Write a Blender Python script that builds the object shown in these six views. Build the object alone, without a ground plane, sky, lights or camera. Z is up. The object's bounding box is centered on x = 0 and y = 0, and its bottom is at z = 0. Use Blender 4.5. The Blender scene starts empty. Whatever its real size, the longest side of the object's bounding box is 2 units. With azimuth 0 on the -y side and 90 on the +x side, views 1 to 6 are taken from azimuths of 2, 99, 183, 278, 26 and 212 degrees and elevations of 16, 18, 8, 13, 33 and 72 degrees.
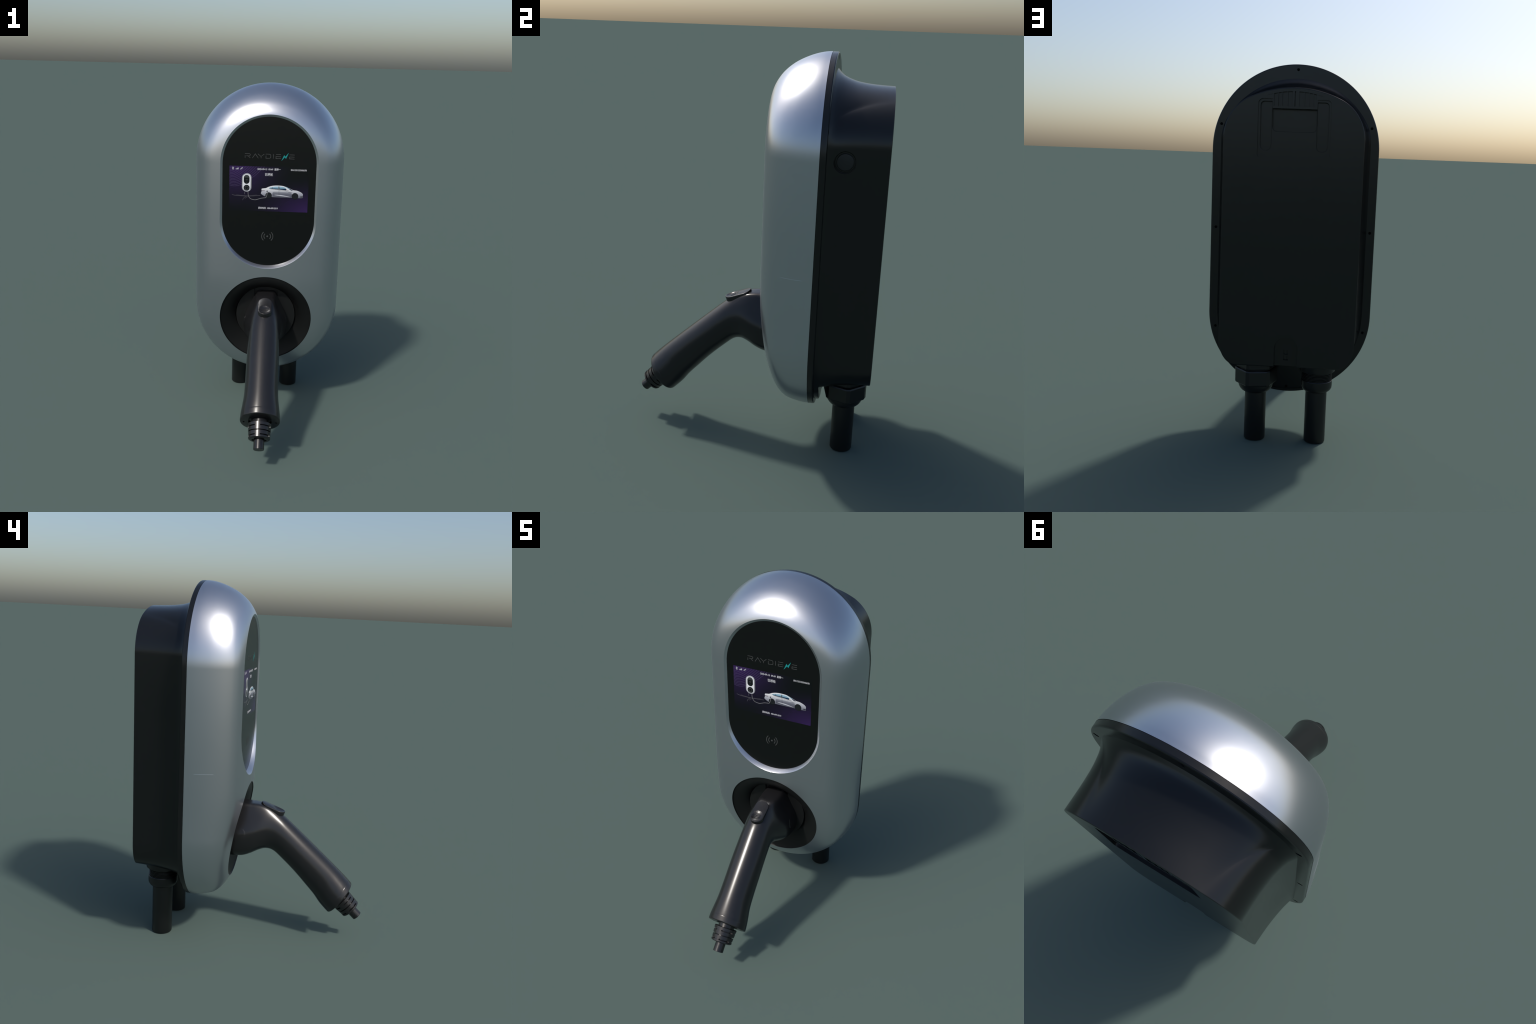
"""Wall-type electric vehicle charging station with a plugged-in charging handle.
Everything is built from profiles, outlines and lofts; metres, z up, front faces -y."""
import math
import bmesh
import bpy
import numpy as np
from mathutils import Vector
from mathutils.geometry import delaunay_2d_cdt

TAU = 2 * math.pi

# ------------------------------------------------------------------ main sizes
R_SHELL = 0.4455           # half width of the pill-shaped front shell
Z_TOP, Z_BOT = 1.5545, 0.6595  # centres of the two end arcs of the pill
Y_RIM = 0.334              # plane where shell meets the flange
Y_FLANGE = 0.363           # back face of the flange
Y_BACK = 0.635             # back face of the housing
R_SCREEN, ZS_TOP, ZS_BOT = 0.281, 1.552, 1.222   # screen opening (pill)
Y_GLASS = 0.080
Z_SOCK, R_SOCK = 0.612, 0.277                    # round holster opening
X_AXIS = 0.003             # the screen, holster and handle sit a hair to the right


# ------------------------------------------------------------------ materials
def material(name, color, rough=0.5, metal=0.0, coat=0.0, grain=0.0, grain_scale=300.0, spec=0.5, mottle=0.0):
    m = bpy.data.materials.new(name)
    m.use_nodes = True
    nt = m.node_tree
    b = nt.nodes["Principled BSDF"]
    b.inputs["Base Color"].default_value = (*color, 1)
    b.inputs["Roughness"].default_value = rough
    b.inputs["Metallic"].default_value = metal
    b.inputs["Specular IOR Level"].default_value = spec
    b.inputs["Coat Weight"].default_value = coat
    b.inputs["Coat Roughness"].default_value = 0.12
    tc = nt.nodes.new("ShaderNodeTexCoord")
    if mottle > 0:
        n = nt.nodes.new("ShaderNodeTexNoise")
        n.inputs["Scale"].default_value = 6.0
        n.inputs["Detail"].default_value = 4.0
        nt.links.new(tc.outputs["Object"], n.inputs["Vector"])
        ramp = nt.nodes.new("ShaderNodeMapRange")
        ramp.inputs["To Min"].default_value = rough - mottle
        ramp.inputs["To Max"].default_value = rough + mottle
        nt.links.new(n.outputs["Fac"], ramp.inputs["Value"])
        nt.links.new(ramp.outputs["Result"], b.inputs["Roughness"])
    if grain > 0:
        g = nt.nodes.new("ShaderNodeTexNoise")
        g.inputs["Scale"].default_value = grain_scale
        nt.links.new(tc.outputs["Object"], g.inputs["Vector"])
        bp = nt.nodes.new("ShaderNodeBump")
        bp.inputs["Strength"].default_value = grain
        bp.inputs["Distance"].default_value = 0.0006
        nt.links.new(g.outputs["Fac"], bp.inputs["Height"])
        nt.links.new(bp.outputs["Normal"], b.inputs["Normal"])
    return m


def axis_gradient(name, axis, stops, lo, hi, rough=0.25, metal=0.0):
    """colour ramp along one object axis between lo and hi"""
    m = material(name, (0.5, 0.5, 0.5), rough, metal)
    nt = m.node_tree
    b = nt.nodes["Principled BSDF"]
    tc = next(n for n in nt.nodes if n.bl_idname == "ShaderNodeTexCoord")
    sep = nt.nodes.new("ShaderNodeSeparateXYZ")
    nt.links.new(tc.outputs["Object"], sep.inputs[0])
    mr = nt.nodes.new("ShaderNodeMapRange")
    mr.inputs["From Min"].default_value = lo
    mr.inputs["From Max"].default_value = hi
    nt.links.new(sep.outputs[axis], mr.inputs["Value"])
    ramp = nt.nodes.new("ShaderNodeValToRGB")
    while len(ramp.color_ramp.elements) < len(stops):
        ramp.color_ramp.elements.new(0.5)
    for e, (p, c) in zip(ramp.color_ramp.elements, stops):
        e.position = p
        e.color = (*c, 1)
    nt.links.new(mr.outputs["Result"], ramp.inputs["Fac"])
    nt.links.new(ramp.outputs["Color"], b.inputs["Base Color"])
    return m


def display_material():
    """near-black display with violet glows in two opposite corners"""
    m = material("display_violet", (0.006, 0.007, 0.010), 0.25)
    nt = m.node_tree
    b = nt.nodes["Principled BSDF"]
    tc = next(n for n in nt.nodes if n.bl_idname == "ShaderNodeTexCoord")

    def glow(cx, cz, sx, sz):
        mp = nt.nodes.new("ShaderNodeMapping")
        mp.inputs["Location"].default_value = (-cx / sx, 0, -cz / sz)
        mp.inputs["Scale"].default_value = (1 / sx, 0, 1 / sz)
        nt.links.new(tc.outputs["Object"], mp.inputs["Vector"])
        g = nt.nodes.new("ShaderNodeTexGradient")
        g.gradient_type = "QUADRATIC_SPHERE"
        nt.links.new(mp.outputs["Vector"], g.inputs["Vector"])
        return g.outputs["Fac"]

    total = nt.nodes.new("ShaderNodeMath")
    total.operation = "ADD"
    total.use_clamp = True
    nt.links.new(glow(-0.185, 1.545, 0.34, 0.30), total.inputs[0])
    nt.links.new(glow(0.250, 1.265, 0.42, 0.24), total.inputs[1])
    ramp = nt.nodes.new("ShaderNodeValToRGB")
    el = ramp.color_ramp.elements
    el[0].position, el[0].color = 0.0, (0.0010, 0.0014, 0.0022, 1)
    el[1].position, el[1].color = 0.8, (0.0270, 0.0095, 0.0680, 1)
    nt.links.new(total.outputs[0], ramp.inputs["Fac"])
    nt.links.new(ramp.outputs["Color"], b.inputs["Base Color"])
    return m


M = {
    "silver": material("satin_silver_paint", (0.545, 0.570, 0.612), 0.30, 0.95, grain=0.03, grain_scale=900, mottle=0.01),
    "housing": material("black_housing_plastic", (0.0055, 0.0060, 0.0063), 0.23, 0.0, grain=0.04, grain_scale=700, mottle=0.02),
    "funnel": material("matt_black_holster_plastic", (0.0045, 0.0050, 0.0052), 0.50, spec=0.35),
    "plug": material("plug_cap_dark_grey", (0.0130, 0.0140, 0.0150), 0.36),
    "gland": material("black_gland_plastic", (0.0060, 0.0065, 0.0068), 0.36),
    "cable": material("black_cable_rubber", (0.0055, 0.006, 0.0062), 0.42, grain=0.05, grain_scale=500),
    "handle": material("black_handle_plastic", (0.0120, 0.0120, 0.0130), 0.25, grain=0.03, grain_scale=800, mottle=0.02),
    "button": material("dark_button_plastic", (0.0120, 0.0120, 0.0130), 0.27),
    "glass": material("black_screen_glass", (0.0016, 0.0017, 0.0018), 0.25),
    "hole": material("hole_black", (0.002, 0.002, 0.002), 0.8, spec=0.1),
    "logo": material("grey_print", (0.055, 0.057, 0.057), 0.25),
    "teal": material("teal_print", (0.012, 0.250, 0.245), 0.25),
    "white": material("display_white", (0.52, 0.52, 0.55), 0.25),
    "dim": material("display_dim_line", (0.075, 0.072, 0.085), 0.25),
    "violet": material("display_violet_line", (0.075, 0.054, 0.130), 0.25),
    "wire": material("display_cable_grey", (0.20, 0.20, 0.21), 0.25),
    "display": display_material(),
    "wheel": material("picture_wheel_black", (0.010, 0.011, 0.014), 0.25),
    "dark": material("picture_black", (0.004, 0.005, 0.006), 0.25),
    "lamp": material("picture_lamp_red", (0.14, 0.09, 0.12), 0.25),
    "car": axis_gradient("picture_car_silver", 2, [(0.0, (0.10, 0.105, 0.135)), (0.30, (0.34, 0.35, 0.40)), (0.55, (0.55, 0.56, 0.60)), (0.68, (0.76, 0.77, 0.79)), (1.0, (0.72, 0.73, 0.76))], 1.364, 1.433),
    "car_shade": axis_gradient("picture_car_shade", 2, [(0.0, (0.085, 0.09, 0.115)), (0.55, (0.125, 0.13, 0.165)), (0.85, (0.24, 0.25, 0.29)), (1.0, (0.46, 0.47, 0.51))], 1.366, 1.399),
    "car_light": material("picture_car_highlight", (0.50, 0.51, 0.56), 0.25),
    "window": axis_gradient("picture_window_blue", 2, [(0.0, (0.003, 0.010, 0.030)), (0.36, (0.006, 0.028, 0.070)), (0.44, (0.17, 0.31, 0.42)), (1.0, (0.36, 0.55, 0.66))], 1.407, 1.428),
    "charger": axis_gradient("picture_charger_silver", 0, [(0.0, (0.11, 0.11, 0.125)), (0.10, (0.42, 0.43, 0.46)), (0.22, (0.30, 0.31, 0.34)), (0.80, (0.50, 0.51, 0.55)), (1.0, (0.09, 0.09, 0.105))], -0.153, -0.096),
    "charger_face": axis_gradient("picture_charger_face", 2, [(0.0, (0.30, 0.31, 0.34)), (0.15, (0.70, 0.71, 0.74)), (0.9, (0.74, 0.75, 0.78)), (1.0, (0.55, 0.56, 0.60))], 1.393, 1.497),
    "screen_sheen": axis_gradient("picture_screen_sheen", 2, [(0.0, (0.020, 0.024, 0.024)), (1.0, (0.070, 0.076, 0.076))], 1.470, 1.490),
}


# ------------------------------------------------------------------ scene helpers
def new_object(name, verts, faces, mat, parent=None, smooth=None, normals=None, recalc=False):
    me = bpy.data.meshes.new(name)
    me.from_pydata([tuple(v) for v in verts], [], [tuple(f) for f in faces])
    me.materials.append(M[mat])
    me.validate()
    if normals is None:
        bm = bmesh.new()
        bm.from_mesh(me)
        bmesh.ops.remove_doubles(bm, verts=bm.verts, dist=1e-6)
        if recalc:
            bmesh.ops.recalc_face_normals(bm, faces=bm.faces)
        bm.to_mesh(me)
        bm.free()
    if normals is not None:
        me.shade_smooth()
        me.normals_split_custom_set_from_vertices([tuple(n) for n in normals])
    elif smooth is not None:
        me.shade_smooth()
        me.set_sharp_from_angle(angle=math.radians(smooth))
    me.update()
    ob = bpy.data.objects.new(name, me)
    bpy.context.scene.collection.objects.link(ob)
    ob.parent = parent
    return ob


def flip(faces):
    return [tuple(reversed(f)) for f in faces]


def join(parts):
    V, F = [], []
    for v, f in parts:
        o = len(V)
        V += [tuple(p) for p in v]
        F += [tuple(i + o for i in q) for q in f]
    return V, F


def loft(rings, closed=True, cap_start=False, cap_end=False):
    n = len(rings[0])
    V = [tuple(p) for r in rings for p in r]
    F = []
    for k in range(len(rings) - 1):
        for i in range(n if closed else n - 1):
            j = (i + 1) % n
            F.append((k * n + i, k * n + j, (k + 1) * n + j, (k + 1) * n + i))
    if cap_start:
        F.append(tuple(reversed(range(n))))
    if cap_end:
        b = (len(rings) - 1) * n
        F.append(tuple(range(b, b + n)))
    return V, F


def lathe(profile, origin, axis, seg=64, radius=None, start=0.0):
    """profile: (r, h) along axis; radius(r, h, angle) may vary it."""
    a = Vector(axis).normalized()
    u = a.cross(Vector((0, 0, 1)) if abs(a.z) < 0.9 else Vector((0, 1, 0))).normalized()
    w = a.cross(u)
    o = Vector(origin)
    rings = []
    for r, h in profile:
        ring = []
        for i in range(seg):
            t = start + TAU * i / seg
            rr = radius(r, h, t) if radius else r
            ring.append(o + a * h + (u * math.cos(t) + w * math.sin(t)) * rr)
        rings.append(ring)
    return loft(rings, True, True, True)


def pchip(xs, ys):
    xs, ys = np.array(xs, float), np.array(ys, float)
    h, d = np.diff(xs), np.diff(ys) / np.diff(xs)
    m = np.zeros(len(xs))
    for i in range(1, len(xs) - 1):
        if d[i - 1] * d[i] > 0:
            w1, w2 = 2 * h[i] + h[i - 1], h[i] + 2 * h[i - 1]
            m[i] = (w1 + w2) / (w1 / d[i - 1] + w2 / d[i])
    m[0], m[-1] = d[0], d[-1]

    def f(x):
        x = np.clip(np.asarray(x, float), xs[0], xs[-1])
        k = np.clip(np.searchsorted(xs, x, side="right") - 1, 0, len(h) - 1)
        t = (x - xs[k]) / h[k]
        return (ys[k] * (2 * t**3 - 3 * t**2 + 1) + h[k] * m[k] * (t**3 - 2 * t**2 + t)
                + ys[k + 1] * (-2 * t**3 + 3 * t**2) + h[k] * m[k + 1] * (t**3 - t**2))
    return f


def catmull(pts, per=8, closed=True):
    P = [np.array(p, float) for p in pts]
    n = len(P)
    out = []
    for i in range(n if closed else n - 1):
        get = (lambda k: P[k % n]) if closed else (lambda k: P[min(max(k, 0), n - 1)])
        a, b, c, d = get(i - 1), get(i), get(i + 1), get(i + 2)
        for s in range(per):
            t = s / per
            out.append(0.5 * (2 * b + (c - a) * t + (2 * a - 5 * b + 4 * c - d) * t * t + (3 * b - a - 3 * c + d) * t**3))
    if not closed:
        out.append(P[-1])
    return out


def pill(r, z_top, z_bot, n_arc=64, n_side=24, cx=0.0):
    """pill outline, counter-clockwise seen from -y (x right, z up)"""
    pts = [(cx + r * math.cos(math.pi * i / n_arc), z_top + r * math.sin(math.pi * i / n_arc)) for i in range(n_arc)]
    pts += [(cx - r, z_top + (z_bot - z_top) * i / n_side) for i in range(n_side)]
    pts += [(cx - r * math.cos(math.pi * i / n_arc), z_bot - r * math.sin(math.pi * i / n_arc)) for i in range(n_arc)]
    pts += [(cx + r, z_bot + (z_top - z_bot) * i / n_side) for i in range(n_side)]
    return pts


def circle(cx, cz, r, n=24):
    return [(cx + r * math.cos(TAU * i / n), cz + r * math.sin(TAU * i / n)) for i in range(n)]


def rounded_box(x0, x1, z0, z1, r, n=6, corners=(1, 1, 1, 1)):
    """corners: top right, top left, bottom left, bottom right"""
    out = []
    for (cx, cz, a0, k) in ((x1, z1, 0, 0), (x0, z1, 90, 1), (x0, z0, 180, 2), (x1, z0, 270, 3)):
        rr = r * corners[k] + 1e-5
        sx = -1 if k in (0, 3) else 1
        sz = -1 if k in (0, 1) else 1
        for i in range(n + 1):
            t = math.radians(a0 + 90 * i / n)
            out.append((cx + sx * rr + rr * math.cos(t), cz + sz * rr + rr * math.sin(t)))
    return out


def inside(poly, pts):
    poly = np.array(poly)
    x, z = pts[:, 0], pts[:, 1]
    res = np.zeros(len(pts), bool)
    a, b = poly, np.roll(poly, -1, 0)
    for (x1, z1), (x2, z2) in zip(a, b):
        if z1 == z2:
            continue
        hit = ((z1 > z) != (z2 > z)) & (x < (x2 - x1) * (z - z1) / (z2 - z1) + x1)
        res ^= hit
    return res


def fill(loops, points=()):
    """triangulate loops[0] minus the other loops; returns points (x,z) and triangles"""
    V, E = [], []
    for lp in loops:
        o = len(V)
        V += [Vector(p) for p in lp]
        E += [(o + i, o + (i + 1) % len(lp)) for i in range(len(lp))]
    V += [Vector(p) for p in points]
    v, _, f, *_ = delaunay_2d_cdt(V, E, [], 0, 1e-7)
    P = np.array([tuple(p) for p in v])
    T = np.array(f)
    c = P[T].mean(1)
    keep = inside(loops[0], c)
    for lp in loops[1:]:
        keep &= ~inside(lp, c)
    T = T[keep]
    area = ((P[T[:, 1], 0] - P[T[:, 0], 0]) * (P[T[:, 2], 1] - P[T[:, 0], 1])
            - (P[T[:, 2], 0] - P[T[:, 0], 0]) * (P[T[:, 1], 1] - P[T[:, 0], 1]))
    T[area < 0] = T[area < 0][:, ::-1]
    return P, T


def shrink(pts, d):
    P = np.array(pts)
    t = np.roll(P, -1, 0) - np.roll(P, 1, 0)
    t /= np.linalg.norm(t, axis=1, keepdims=True)
    return [tuple(p) for p in P + np.stack([-t[:, 1], t[:, 0]], 1) * d]


def plate_face(outline, y, pockets=(), facing=-1):
    """flat face in a plane of constant y, with sunk pockets.
    pocket = (loop, depth, inner pockets); depth goes into the body."""
    mouths = [shrink(p[0], -p[3]) if len(p) > 3 else p[0] for p in pockets]
    P, T = fill([outline] + mouths)
    tri = [tuple(t) for t in T]
    parts = [([(x, y, z) for x, z in P], tri if facing < 0 else flip(tri))]
    for pocket, mouth in zip(pockets, mouths):
        loop, depth, inner = pocket[:3]
        r0 = [(x, y, z) for x, z in loop]
        if callable(depth):                       # sloping floor
            r1 = [(x, y - facing * depth(x, z), z) for x, z in loop]
        else:
            yy = y - facing * depth
            r1 = [(x, yy, z) for x, z in loop]
        walls = [r0, r1]
        if len(pocket) > 3:                       # chamfered mouth
            walls = [[(x, y, z) for x, z in mouth], [(x, y - facing * pocket[3], z) for x, z in loop], r1]
        v, f = loft(walls)
        area = sum(loop[i][0] * loop[(i + 1) % len(loop)][1] - loop[(i + 1) % len(loop)][0] * loop[i][1] for i in range(len(loop)))
        f = f if area * -facing > 0 else flip(f)
        parts.append((v, f))
        if callable(depth):
            v, f = plate_face(loop, 0.0, (), facing)
            parts.append(([(a, y - facing * depth(a, c), c) for a, _, c in v], f))
        else:
            parts.append(plate_face(loop, yy, inner, facing))
    return join(parts)


# ------------------------------------------------------------------ top object
station = bpy.data.objects.new("charging_station", None)
station.empty_display_size = 0.2
bpy.context.scene.collection.objects.link(station)
station["label"] = "pill-shaped silver and black electric car charger with plugged handle"
station["category"] = "car charger"


# ------------------------------------------------------------------ front shell
# depth of the shell against the distance d from the outline, one profile for the crown
# and the flanks and a leaner one for the chin
CROWN = pchip([math.sqrt(d) for d in (0, 0.006, 0.022, 0.062, 0.115, 0.165, 0.27, 0.4455)],
              [0.334, 0.283, 0.231, 0.154, 0.099, 0.072, 0.055, 0.050])
FLANK = pchip([math.sqrt(d) for d in (0, 0.006, 0.022, 0.050, 0.080, 0.115, 0.165, 0.27, 0.4455)],
              [0.334, 0.268, 0.203, 0.142, 0.106, 0.085, 0.072, 0.057, 0.050])
CHIN = pchip([math.sqrt(d) for d in (0, 0.006, 0.020, 0.080, 0.161, 0.30, 0.4455)],
             [0.334, 0.276, 0.223, 0.160, 0.116, 0.073, 0.056])
LOW_FLANK = pchip([math.sqrt(d) for d in (0, 0.006, 0.022, 0.050, 0.080, 0.115, 0.165, 0.30, 0.4455)],
                  [0.334, 0.271, 0.214, 0.171, 0.149, 0.134, 0.118, 0.077, 0.057])


def smoothstep(a, b, x):
    t = np.clip((x - a) / (b - a), 0, 1)
    return t * t * (3 - 2 * t)


def shell_y(x, z):
    x, z = np.asarray(x, float), np.asarray(z, float)
    dz = np.where(z > Z_TOP, z - Z_TOP, np.where(z < Z_BOT, z - Z_BOT, 0))
    rho2 = x * x + dz * dz
    d = np.sqrt(np.clip(R_SHELL - np.sqrt(rho2), 0, None))
    vert = dz * dz / np.maximum(rho2, 1e-4)          # 0 on the flanks, 1 straight up or down
    full = FLANK(d) * (1 - vert) + CROWN(d) * vert
    lean = LOW_FLANK(d) * (1 - vert) + CHIN(d) * vert   # the face slopes in towards the chin
    w = smoothstep(0.90, 0.36, z)
    return full * (1 - w) + lean * w


def shell_normal(x, z):
    e = 2e-4
    dz = np.where(z > Z_TOP, z - Z_TOP, np.where(z < Z_BOT, z - Z_BOT, 0))
    rho = np.sqrt(x * x + dz * dz)
    k = np.where(rho > R_SHELL - 2.5 * e, (R_SHELL - 2.5 * e) / np.maximum(rho, 1e-9), 1.0)
    xx, zz = x * k, z - dz + dz * k
    gx = (shell_y(xx + e, zz) - shell_y(xx - e, zz)) / (2 * e)
    gz = (shell_y(xx, zz + e) - shell_y(xx, zz - e)) / (2 * e)
    n = np.stack([gx, -np.ones_like(gx), gz], 1)
    return n / np.linalg.norm(n, axis=1, keepdims=True)


screen_loop = pill(R_SCREEN, ZS_TOP, ZS_BOT, 72, 24, X_AXIS)
sock_loop = circle(X_AXIS, Z_SOCK, R_SOCK, 144)
outline = pill(R_SHELL, Z_TOP, Z_BOT, 96, 72)
grid = []
for s in np.linspace(0.012, math.sqrt(R_SHELL) * 0.985, 46):
    d = s * s
    k = max(6, int(96 * min(1, (R_SHELL - d) / R_SHELL + 0.15)))
    grid += pill(R_SHELL - d, Z_TOP, Z_BOT, k, 72)
grid = np.array(grid)


def gap_pill(p, r, zt, zb):
    dz = np.where(p[:, 1] > zt, p[:, 1] - zt, np.where(p[:, 1] < zb, p[:, 1] - zb, 0))
    return np.hypot(p[:, 0] - X_AXIS, dz) - r


grid = grid[(gap_pill(grid, R_SCREEN, ZS_TOP, ZS_BOT) > 0.004) & (np.hypot(grid[:, 0] - X_AXIS, grid[:, 1] - Z_SOCK) > R_SOCK + 0.004)]
P, T = fill([outline, screen_loop, sock_loop], grid)
ys = shell_y(P[:, 0], P[:, 1])
nrm = shell_normal(P[:, 0], P[:, 1])
new_object("front_shell", np.stack([P[:, 0], ys, P[:, 1]], 1), T, "silver", station, normals=nrm)


def rim_band(name, loop_at, steps, mat):
    """ring of wall sinking from the shell surface; steps = (outline inset, depth, absolute y or None)"""
    rings = []
    for inset, depth, y_abs in steps:
        pts = loop_at(0.0)
        base = shell_y([p[0] for p in pts], [p[1] for p in pts])
        cur = loop_at(inset)
        rings.append([(x, (y_abs if y_abs is not None else b + depth), z) for (x, z), b in zip(cur, base)])
    V, F = loft(rings)
    return new_object(name, V, F, mat, station, smooth=40)


rim_band("screen_bezel", lambda i: pill(R_SCREEN - i, ZS_TOP, ZS_BOT, 72, 24, X_AXIS),
         [(0, 0, None), (0.0012, 0.0012, None), (0.0130, None, Y_GLASS + 0.0003)], "silver")
rim_band("holster_rim", lambda i: circle(X_AXIS, Z_SOCK, R_SOCK - i, 144),
         [(0, 0, None), (0.0012, 0.0012, None), (0.005, 0.007, None), (0.006, 0.02, None)], "funnel")

# ------------------------------------------------------------------ holster
funnel = []
for t in np.linspace(0, 1, 22):
    r = R_SOCK - 0.0045 - t * (R_SOCK - 0.0045 - 0.178)
    pts = circle(X_AXIS, Z_SOCK, R_SOCK, 144)
    base = shell_y([p[0] for p in pts], [p[1] for p in pts]) + 0.0055
    bell = 1 - math.sqrt(max(0.0, 1 - t**2.2))       # rolled lip above, straighter cone below
    cz = Z_SOCK + 0.012 * t
    funnel.append([(X_AXIS + r * (x - X_AXIS) / R_SOCK, b + (0.159 - 0.006 * (z - Z_SOCK) / R_SOCK - b) * (bell + (t ** 0.85 - bell) * (0.5 - 0.5 * (z - Z_SOCK) / R_SOCK)), cz + r * (z - Z_SOCK) / R_SOCK)
                   for (x, z), b in zip(pts, base)])
V, F = loft(funnel)
new_object("holster_funnel", V, F, "funnel", station, smooth=50)
ZD = Z_SOCK + 0.012
slot = rounded_box(X_AXIS - 0.072, X_AXIS + 0.072, ZD + 0.10, ZD + 0.168, 0.004)
boss = circle(X_AXIS, ZD, 0.1795, 96)
lip = circle(X_AXIS, ZD, 0.1780, 96)
V, F = join([plate_face(lip, 0.139, [(slot, 0.012, ())]),
             loft([[(x, 0.139, z) for x, z in lip], [(x, 0.1405, z) for x, z in boss], [(x, 0.205, z) for x, z in boss]])])
new_object("holster_disc", V, F, "funnel", station, smooth=30)

# ------------------------------------------------------------------ screen
glass_loop = pill(R_SCREEN - 0.0122, ZS_TOP, ZS_BOT, 72, 24, X_AXIS)
V, F = join([plate_face(glass_loop, Y_GLASS), loft([[(x, Y_GLASS, z) for x, z in glass_loop], [(x, Y_GLASS + 0.012, z) for x, z in glass_loop]])])
glass = new_object("screen_glass", V, F, "glass", station, smooth=30)

SCX, SCZ = 0.002, 1.410


def decal(name, polys, level, mat, parent, thick=0.0004, mm=True, cx=SCX, cz=SCZ):
    """thin printed pieces lying on the glass; polys in millimetres from (cx, cz)"""
    parts = []
    y0 = Y_GLASS - level * 0.00035
    for poly in polys:
        pts = [(cx + p[0] * 0.001, cz + p[1] * 0.001) for p in poly]
        area = sum(pts[i][0] * pts[(i + 1) % len(pts)][1] - pts[(i + 1) % len(pts)][0] * pts[i][1] for i in range(len(pts)))
        if area < 0:
            pts.reverse()
        v, f = plate_face(pts, y0)
        side = loft([[(x, y0 + thick, z) for x, z in pts], [(x, y0, z) for x, z in pts]])
        parts += [(v, f), side]
    V, F = join(parts)
    return new_object(name, V, F, mat, parent)


def stroke(pts, w, closed=False):
    """ribbon polygons along a polyline, mitred"""
    P = [np.array(p, float) for p in pts]
    n = len(P)
    L, Rr = [], []
    for i in range(n):
        a = P[i] - P[i - 1] if (i > 0 or closed) else P[1] - P[0]
        b = P[(i + 1) % n] - P[i] if (i < n - 1 or closed) else a
        a, b = a / np.linalg.norm(a), b / np.linalg.norm(b)
        t = a + b
        t = t / max(np.linalg.norm(t), 1e-6)
        nn = np.array([-t[1], t[0]])
        k = 1 / max(0.45, float(nn @ np.array([-a[1], a[0]])))
        L.append(P[i] + nn * w / 2 * k)
        Rr.append(P[i] - nn * w / 2 * k)
    quads = []
    for i in range(n if closed else n - 1):
        j = (i + 1) % n
        quads.append([L[i], L[j], Rr[j], Rr[i]])
    return quads


HW, HH = 227.5, 129.8
panel = decal("display_panel", [rounded_box(-HW, HW, -HH, HH, 1.0, 3)], 1.5, "display", glass)

# flowing contour lines in the upper left corner
lines = []
for k in range(13):
    top = np.array([-207 + 15.0 * k, 129.0])
    left = np.array([-226.5, 119 - 8.3 * k])
    bend = np.array([-226 + 2.0 + 5.2 * k, 112 - 10.5 * k])
    pts = [(1 - t)**2 * left + 2 * t * (1 - t) * bend + t * t * top for t in np.linspace(0, 1, 18)]
    lines += stroke(pts, 1.3)
decal("contour_line", lines, 2.2, "violet", glass)["kind"] = "stuff"
decal("floor_line", stroke(catmull([(-211, -36), (-195, -41), (-164, -43), (-122, -44), (-80, -41), (-47, -38)], 6, False), 2.2)
      + stroke(catmull([(-187, -37), (-153, -41), (-112, -41), (-66, -35)], 6, False), 1.4)
      + stroke(catmull([(-148, -68), (-145, -58), (-136, -50), (-128, -47)], 6, False), 2.0)
      + stroke(catmull([(-136, -59), (-130, -54), (-122, -52)], 6, False), 1.5)
      + stroke([(-139, -19), (-137, -33)], 3.0), 2.4, "dim", glass)

# picture of a charger
pic = decal("charger_picture", [pill(28.5, 60, 11, 20, 4, -126.5)], 3, "charger", glass)
decal("charger_picture_face", [pill(22.8, 61.5, 10.5, 20, 4, -127.3)], 3.6, "charger_face", pic)
decal("charger_picture_screen", [pill(16.5, 63, 44, 20, 4, -127.5)], 4.2, "dark", pic)
decal("charger_picture_sheen", [[(-127.5 + 15.2 * math.cos(math.pi * i / 16), 63 + 15.2 * math.sin(math.pi * i / 16)) for i in range(17)]], 4.8, "screen_sheen", pic)
decal("charger_picture_label", [[(-134, 53), (-121, 53), (-121, 54.6), (-134, 54.6)], [(-131, 49), (-123, 49), (-123, 50), (-131, 50)], [(-128.5, 35), (-126, 35), (-126, 37.5), (-128.5, 37.5)]], 4.8, "dim", pic)
decal("charger_picture_socket", [circle(-127, 5, 17.3, 28)], 4.2, "dark", pic)
decal("charger_picture_ring", stroke(circle(-127, 5, 9.5, 24), 2.0, True) + stroke([(-136, -6), (-129, -10), (-121, -9)], 2.2), 4.8, "dim", pic)

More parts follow.
